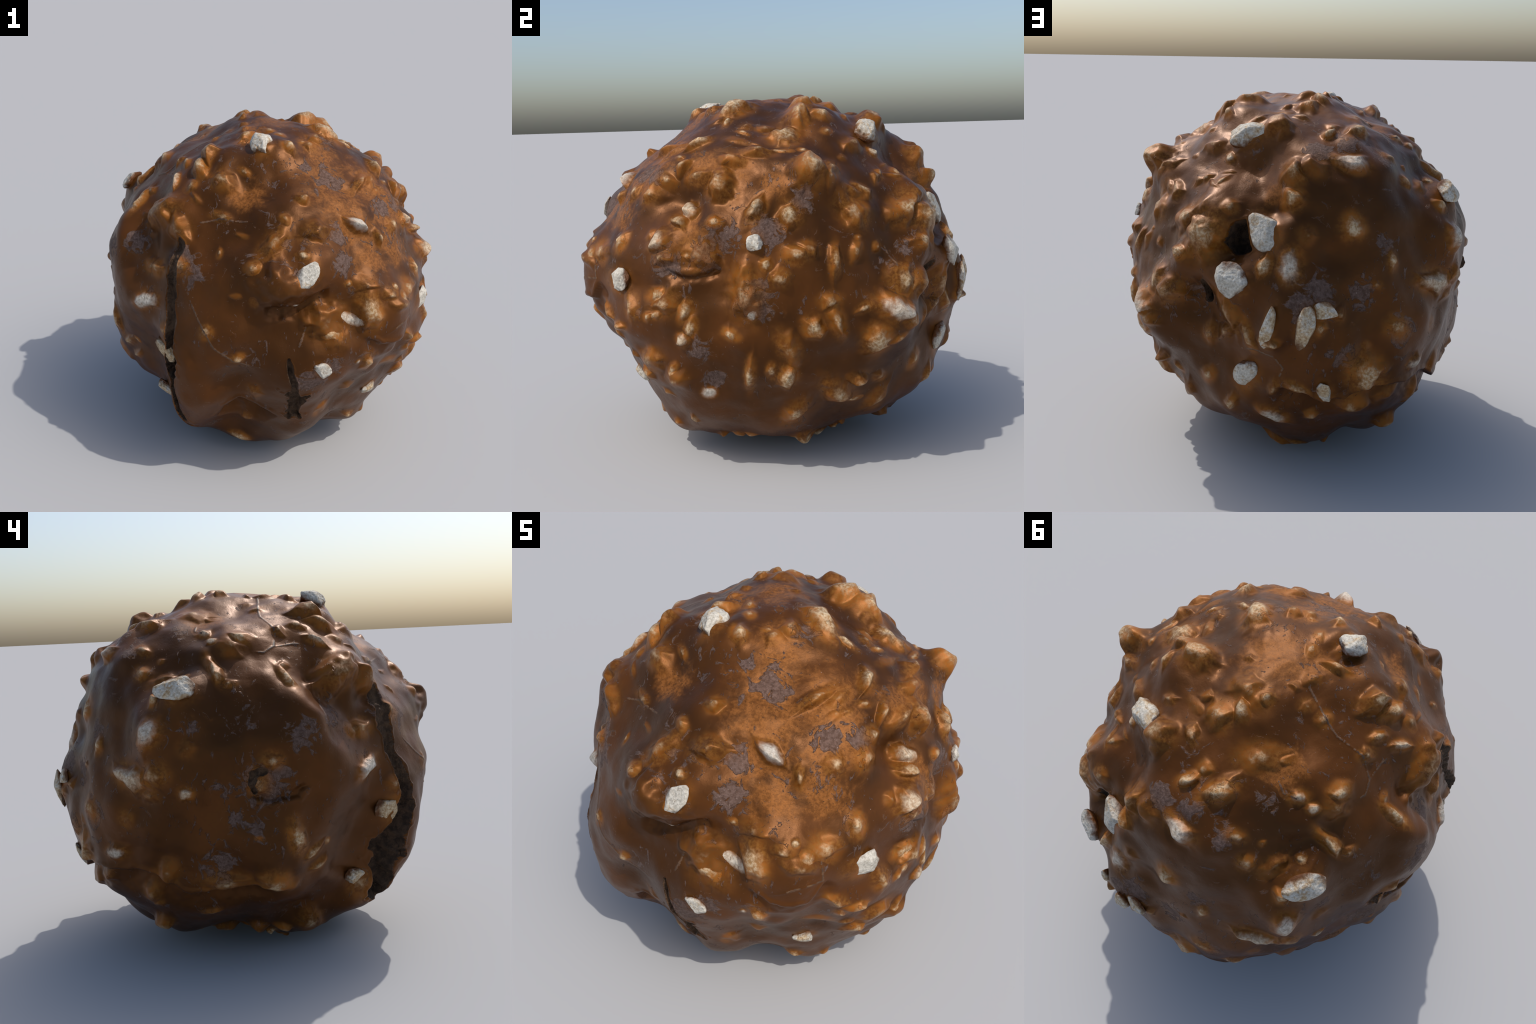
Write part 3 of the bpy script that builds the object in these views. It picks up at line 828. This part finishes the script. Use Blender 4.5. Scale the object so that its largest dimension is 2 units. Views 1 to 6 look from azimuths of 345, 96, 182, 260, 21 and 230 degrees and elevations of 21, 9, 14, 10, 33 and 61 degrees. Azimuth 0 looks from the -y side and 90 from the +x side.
def coating_group():
    g = bpy.data.node_groups.new("chocolate_look", "ShaderNodeTree")
    for name, kind in (("Color", "NodeSocketColor"), ("Roughness", "NodeSocketFloat"), ("Height", "NodeSocketFloat")):
        g.interface.new_socket(name, in_out="OUTPUT", socket_type=kind)
    out = g.nodes.new("NodeGroupOutput")
    pos = g.nodes.new("ShaderNodeNewGeometry").outputs["Position"]
    broad, patch, fine = noise(g, pos, 2.6, 3), noise(g, pos, 11, 5, .6, .6), noise(g, pos, 70, 4, .65)
    crumbs = noise(g, pos, 150, 2, .6)
    col = mix(g, ramp(g, broad, .36, .66), rgb(*DARK), rgb(*MILK))
    # warm tan zones where the coating is rubbed thin, with dark pin-pricks
    tan = ramp(g, math_node(g, "ADD", spots(g, pos, TAN_ZONES), math_node(g, "MULTIPLY", math_node(g, "SUBTRACT", patch, .5), 2.2)), .30, .95)
    tan_col = mix(g, ramp(g, fine, .35, .65), rgb(*TAN_DARK), rgb(*TAN_LIGHT))
    tan_col = mix(g, ramp(g, crumbs, .62, .70), tan_col, rgb(.03, .015, .007))
    col = mix(g, tan, col, tan_col)
    # dull grey-mauve flakes with a sharp ragged edge
    field = math_node(g, "ADD", math_node(g, "MULTIPLY", spots(g, pos, BLOOM_ZONES), .25), noise(g, pos, 15, 6, .62, 1.2))
    field = math_node(g, "ADD", field, math_node(g, "MULTIPLY", math_node(g, "SUBTRACT", noise(g, pos, 3.1, 2), .5), .35))
    bloom = ramp(g, field, .648, .685)
    bloom_col = mix(g, ramp(g, fine, .3, .7), rgb(*BLOOM_DARK), rgb(*BLOOM_LIGHT))
    bloom_col = mix(g, ramp(g, crumbs, .66, .74), bloom_col, rgb(.26, .22, .20))
    col = mix(g, math_node(g, "MULTIPLY", bloom, .85), col, bloom_col)
    rim = math_node(g, "MULTIPLY", ramp(g, field, .628, .648), math_node(g, "SUBTRACT", 1, bloom))
    col = mix(g, math_node(g, "MULTIPLY", rim, .30), col, rgb(.16, .10, .07))
    # small crumbs and dribbles of the same dull matter
    stretch = g.nodes.new("ShaderNodeMapping")
    stretch.inputs["Scale"].default_value = (1, 1, .42)
    put(g, stretch.inputs["Vector"], pos)
    where = ramp(g, noise(g, pos, 3.7, 3, .6), .46, .62)
    crumb = math_node(g, "ADD", noise(g, stretch.outputs[0], 36, 4, .6, .8), math_node(g, "MULTIPLY", where, .12))
    crumb = math_node(g, "MULTIPLY", ramp(g, crumb, .70, .735), .75)
    col = mix(g, crumb, col, mix(g, ramp(g, fine, .35, .65), rgb(*BLOOM_DARK), rgb(*BLOOM_LIGHT)))
    # pale dust specks
    v = g.nodes.new("ShaderNodeTexVoronoi")
    v.inputs["Scale"].default_value = 42
    put(g, v.inputs["Vector"], pos)
    speck = math_node(g, "MULTIPLY", ramp(g, v.outputs["Distance"], .10, .06), ramp(g, noise(g, pos, 9, 3), .58, .66))
    col = mix(g, math_node(g, "MULTIPLY", speck, .5), col, rgb(.32, .27, .24))
    g.links.new(col, out.inputs["Color"])
    rough = math_node(g, "ADD", math_node(g, "ADD", ROUGH, math_node(g, "MULTIPLY", bloom, .28)), math_node(g, "MULTIPLY", tan, .08))
    g.links.new(math_node(g, "ADD", rough, math_node(g, "MULTIPLY", math_node(g, "SUBTRACT", fine, .5), .15)), out.inputs["Roughness"])
    h = math_node(g, "ADD", math_node(g, "MULTIPLY", math_node(g, "MAXIMUM", bloom, crumb), math_node(g, "ADD", .5, math_node(g, "MULTIPLY", fine, 1.4))), math_node(g, "MULTIPLY", fine, .35))
    g.links.new(h, out.inputs["Height"])
    return g


def new_material(name):
    m = bpy.data.materials.new(name)
    m.use_nodes = True
    nt = m.node_tree
    b = nt.nodes["Principled BSDF"]
    return m, nt, b


def bump(nt, b, height, distance, strength=1.0):
    n = nt.nodes.new("ShaderNodeBump")
    n.inputs["Distance"].default_value, n.inputs["Strength"].default_value = distance, strength
    put(nt, n.inputs["Height"], height)
    nt.links.new(n.outputs[0], b.inputs["Normal"])


DARK, MILK = (.034, .0120, .0027), (.070, .0232, .0050)
TAN_DARK, TAN_LIGHT = (.105, .037, .0075), (.210, .077, .018)
BLOOM_DARK, BLOOM_LIGHT = (.046, .034, .031), (.125, .092, .083)
AMBER_DEEP, AMBER, AMBER_SOFT = (.105, .034, .005), (.260, .080, .008), (.215, .088, .016)
NUT_TAN, NUT_PALE, NUT_GREY, NUT_WHITE = (.30, .175, .072), (.58, .47, .31), (.36, .33, .27), (.62, .58, .50)
ROUGH, SPECULAR, PALE_AMOUNT = .40, .52, .92
SHEEN = (1.0, .47, .22)


LOOK = coating_group()


def coating_material():
    m, nt, b = new_material("chocolate")
    g = nt.nodes.new("ShaderNodeGroup")
    g.node_tree = LOOK
    nt.links.new(g.outputs["Color"], b.inputs["Base Color"])
    nt.links.new(g.outputs["Roughness"], b.inputs["Roughness"])
    b.inputs["Specular IOR Level"].default_value = SPECULAR
    b.inputs["Specular Tint"].default_value = rgb(*SHEEN)
    bump(nt, b, g.outputs["Height"], .0030)
    return m


def own(nt, name):
    n = nt.nodes.new("ShaderNodeAttribute")
    n.attribute_type, n.attribute_name = "OBJECT", '["%s"]' % name
    return n.outputs["Fac"]


def coated_nut_material():
    """Chocolate thins over the nut: brown, then amber, then the pale nut itself showing on top."""
    m, nt, b = new_material("chocolate_thin_over_nut")
    g = nt.nodes.new("ShaderNodeGroup")
    g.node_tree = LOOK
    tc = nt.nodes.new("ShaderNodeTexCoord").outputs["Object"]
    pos = nt.nodes.new("ShaderNodeNewGeometry").outputs["Position"]
    xyz = nt.nodes.new("ShaderNodeSeparateXYZ")
    nt.links.new(tc, xyz.inputs[0])
    dx = math_node(nt, "DIVIDE", xyz.outputs[0], own(nt, "half_length"))
    dy = math_node(nt, "DIVIDE", xyz.outputs[1], own(nt, "half_width"))
    dist = math_node(nt, "SQRT", math_node(nt, "ADD", math_node(nt, "MULTIPLY", dx, dx), math_node(nt, "MULTIPLY", dy, dy)))
    rise = math_node(nt, "MINIMUM", math_node(nt, "DIVIDE", xyz.outputs[2], own(nt, "rise")), 1.3)
    tone = own(nt, "tone")
    mid, fine, broad = noise(nt, pos, 21, 3, .55, .4), noise(nt, pos, 70, 4, .6), noise(nt, pos, 9, 2)
    k = math_node(nt, "ADD", math_node(nt, "MULTIPLY", rise, .38), math_node(nt, "MULTIPLY", math_node(nt, "SUBTRACT", 1, dist), .62))
    k = math_node(nt, "ADD", k, math_node(nt, "MULTIPLY", math_node(nt, "SUBTRACT", mid, .5), .9))
    fade = ramp(nt, dist, 2.15, .90)
    some = ramp(nt, tone, .1, .75, .12, .95)
    glow = math_node(nt, "MULTIPLY", ramp(nt, k, -.75, .50), math_node(nt, "MULTIPLY", fade, some))
    amber = mix(nt, ramp(nt, broad, .4, .62), rgb(*AMBER_DEEP), rgb(*AMBER))
    amber = mix(nt, ramp(nt, fine, .35, .7), amber, rgb(*AMBER_SOFT))
    col = mix(nt, glow, g.outputs["Color"], amber)
    show = math_node(nt, "ADD", k, math_node(nt, "MULTIPLY", math_node(nt, "SUBTRACT", tone, .69), 1.25))
    pale = math_node(nt, "MULTIPLY", ramp(nt, show, .34, 1.10), fade)
    pale_col = mix(nt, ramp(nt, fine, .35, .68), rgb(*NUT_TAN), rgb(*NUT_PALE))
    pale_col = mix(nt, ramp(nt, tone, .78, .95), pale_col, mix(nt, ramp(nt, fine, .3, .7), rgb(*NUT_GREY), rgb(*NUT_WHITE)))
    col = mix(nt, math_node(nt, "MULTIPLY", pale, PALE_AMOUNT), col, pale_col)
    stain = math_node(nt, "MULTIPLY", ramp(nt, noise(nt, pos, 44, 4, .7), .58, .68), .55)
    col = mix(nt, math_node(nt, "MULTIPLY", stain, pale), col, rgb(.17, .075, .025))
    nt.links.new(col, b.inputs["Base Color"])
    nt.links.new(math_node(nt, "ADD", g.outputs["Roughness"], math_node(nt, "MULTIPLY", pale, .12)), b.inputs["Roughness"])
    b.inputs["Specular IOR Level"].default_value = SPECULAR
    b.inputs["Specular Tint"].default_value = rgb(*SHEEN)
    bump(nt, b, math_node(nt, "ADD", g.outputs["Height"], math_node(nt, "MULTIPLY", math_node(nt, "MULTIPLY", pale, fine), 1.2)), .0022)
    return m


def bare_nut_material():
    m, nt, b = new_material("bare_nut")
    tc = nt.nodes.new("ShaderNodeTexCoord").outputs["Object"]
    pos = nt.nodes.new("ShaderNodeNewGeometry").outputs["Position"]
    tone = own(nt, "tone")
    mid, fine = noise(nt, pos, 22, 4, .6, .5), noise(nt, pos, 90, 4, .65)
    white = mix(nt, ramp(nt, fine, .3, .7), rgb(*NUT_GREY), rgb(*NUT_WHITE))
    tan = mix(nt, ramp(nt, fine, .3, .7), rgb(*NUT_TAN), rgb(*NUT_PALE))
    pick = math_node(nt, "ADD", mid, math_node(nt, "MULTIPLY", math_node(nt, "SUBTRACT", tone, .9), 1.4))
    col = mix(nt, ramp(nt, pick, .38, .58), tan, white)
    # skin and chocolate smears low on the sides
    xyz = nt.nodes.new("ShaderNodeSeparateXYZ")
    nt.links.new(tc, xyz.inputs[0])
    low = math_node(nt, "ADD", math_node(nt, "DIVIDE", xyz.outputs[2], own(nt, "rise")), math_node(nt, "MULTIPLY", math_node(nt, "SUBTRACT", mid, .5), 1.6))
    col = mix(nt, ramp(nt, low, .55, -.35), col, rgb(*AMBER_DEEP))
    stain = ramp(nt, noise(nt, pos, 40, 5, .7, .6), .58, .68)
    col = mix(nt, math_node(nt, "MULTIPLY", stain, .6), col, rgb(.15, .085, .04))
    nt.links.new(col, b.inputs["Base Color"])
    b.inputs["Roughness"].default_value = .62
    b.inputs["Specular IOR Level"].default_value = .35
    bump(nt, b, math_node(nt, "ADD", fine, mid), .004)
    return m


def broken_material(name, dark, light):
    m, nt, b = new_material(name)
    pos = nt.nodes.new("ShaderNodeNewGeometry").outputs["Position"]
    a, c = noise(nt, pos, 30, 6, .65, .5), noise(nt, pos, 95, 4, .7)
    col = mix(nt, ramp(nt, a, .36, .66), rgb(*dark), rgb(*light))
    col = mix(nt, math_node(nt, "MULTIPLY", ramp(nt, c, .60, .72), .6), col, rgb(.20, .13, .08))
    nt.links.new(col, b.inputs["Base Color"])
    b.inputs["Roughness"].default_value = .75
    b.inputs["Specular IOR Level"].default_value = .3
    bump(nt, b, math_node(nt, "ADD", math_node(nt, "MULTIPLY", a, 1.5), c), .010)
    return m


def seam_material():
    m, nt, b = new_material("set_chocolate_seam")
    pos = nt.nodes.new("ShaderNodeNewGeometry").outputs["Position"]
    col = mix(nt, ramp(nt, noise(nt, pos, 60, 3), .35, .65), rgb(.055, .023, .007), rgb(.120, .058, .022))
    nt.links.new(col, b.inputs["Base Color"])
    b.inputs["Roughness"].default_value = .5
    return m


SEAM = seam_material()
CHOCOLATE, OVER_NUT, BARE = coating_material(), coated_nut_material(), bare_nut_material()
BROKEN = broken_material("broken_chocolate", (.048, .025, .012), (.120, .068, .036))
DEEP = broken_material("broken_chocolate_painted_shade", (.027, .014, .007), (.085, .046, .024))  # broken chocolate again, darkened: shade of the deep hollows painted into the colour

# ------------------------------------------------------------------ hand the faces out to the parts
root = bpy.data.objects.new("chocolate_nut_ball", None)
root["label"] = "round milk chocolate praline studded with chopped hazelnut pieces"
root["category"] = "chocolate candy"
bpy.context.scene.collection.objects.link(root)


def part(name, faces, material, origin=None, frame=None):
    used, inv = np.unique(tris[faces].ravel(), return_inverse=True)
    co, no = V[used], N[used]
    M = Matrix.Identity(4)
    if origin is not None:
        R = np.array(frame)
        co, no = (co - origin) @ R.T, no @ R.T
        M = Matrix.Translation(Vector(origin)) @ Matrix(R.T.tolist()).to_4x4()
    me = bpy.data.meshes.new(name)
    k = len(faces)
    me.vertices.add(len(used))
    me.vertices.foreach_set("co", co.astype(np.float32).ravel())
    me.loops.add(k * 3)
    me.loops.foreach_set("vertex_index", inv.astype(np.int32).ravel())
    me.polygons.add(k)
    me.polygons.foreach_set("loop_start", np.arange(0, k * 3, 3, dtype=np.int32))
    me.polygons.foreach_set("use_smooth", np.ones(k, bool))
    me.update(calc_edges=True)
    me.normals_split_custom_set_from_vertices(no.tolist())
    me.materials.append(material)
    ob = bpy.data.objects.new(name, me)
    bpy.context.scene.collection.objects.link(ob)
    ob.parent = root
    ob.matrix_world = M
    return ob


face_hollow = hollow_of[tris].max(1)
deep_enough = (cut[tris].max(1) > .006)
face_hollow = np.where(deep_enough, face_hollow, -1)
first = np.argmin(nut_near[tris], 1)
face_nut = nut_of[tris[np.arange(nf), first]]
face_nut = np.where(face_hollow >= 0, -1, face_nut)
face_seam = (seam_near[tris].min(1) < .0030) & (face_hollow < 0)
face_nut = np.where(face_seam, -1, face_nut)

order = np.argsort(face_nut, kind="stable")
starts = np.searchsorted(face_nut[order], np.arange(-1, len(NUTS) + 1))
rest = order[starts[0]:starts[1]]
part("chocolate_coating", rest[(face_hollow[rest] < 0) & ~face_seam[rest]], CHOCOLATE)
seams = part("coating_seam", np.nonzero(face_seam)[0], SEAM)
seams["kind"] = "stuff"
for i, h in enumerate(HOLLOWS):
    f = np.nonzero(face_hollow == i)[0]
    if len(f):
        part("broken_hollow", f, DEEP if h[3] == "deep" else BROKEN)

for i, n in enumerate(NUTS):
    f = order[starts[i + 1]:starts[i + 2]]
    if not len(f):
        continue
    ob = part("nut_collar" if n["bare"] else "coated_nut_piece", f, OVER_NUT, n["foot"], n["frame"])
    ob["half_length"], ob["half_width"], ob["rise"] = n["a"], n["b"], n["rise"]
    ob["tone"] = .45 if n["bare"] else n["tone"]


# ------------------------------------------------------------------ bare nut pieces: chipped solids, sunk into the coating
def chipped_solid(a, b, c, seed):
    r = np.random.default_rng(seed)
    s = bmesh.new()
    bmesh.ops.create_icosphere(s, subdivisions=5, radius=1.0)
    P = np.array([v.co[:] for v in s.verts])
    planes = r.normal(size=(12, 3))
    planes /= np.linalg.norm(planes, axis=1)[:, None]
    offsets = r.uniform(.62, .95, 12)
    dots = np.maximum(P @ planes.T, 1e-3)
    rad = -.022 * np.log(np.exp(-(offsets / dots) / .022).sum(1) + math.exp(-1.05 / .022))
    rad += .05 * perlin(P * 3 + seed, 21) + .02 * perlin(P * 8, 22)
    for v, k in zip(s.verts, rad):
        v.co = v.co * float(k)
        v.co.x *= a
        v.co.y *= b
        v.co.z *= c
    me = bpy.data.meshes.new("bare_nut_piece")
    s.to_mesh(me)
    s.free()
    me.polygons.foreach_set("use_smooth", np.ones(len(me.polygons), bool))
    me.materials.append(BARE)
    return me


for i, n in enumerate(NUTS):
    if not n["bare"]:
        continue
    d = n["frame"][2]
    c = max(n["h"] * .85, .55 * min(n["a"], n["b"]))
    j = int(np.argmax(D @ d))
    ground = radius[j] - hill[j]
    ob = bpy.data.objects.new("bare_nut_piece", chipped_solid(n["a"] * 1.08, n["b"] * 1.08, c, 100 + i))
    bpy.context.scene.collection.objects.link(ob)
    ob.parent = root
    R = np.array(n["frame"])
    ob.matrix_world = Matrix.Translation(Vector(CENTRE + d * (ground + n["h"] - c * .93))) @ Matrix(R.T.tolist()).to_4x4()
    ob["tone"], ob["rise"] = n["tone"], c

low = V.min(0), V.max(0)
print("EXTENT", low)
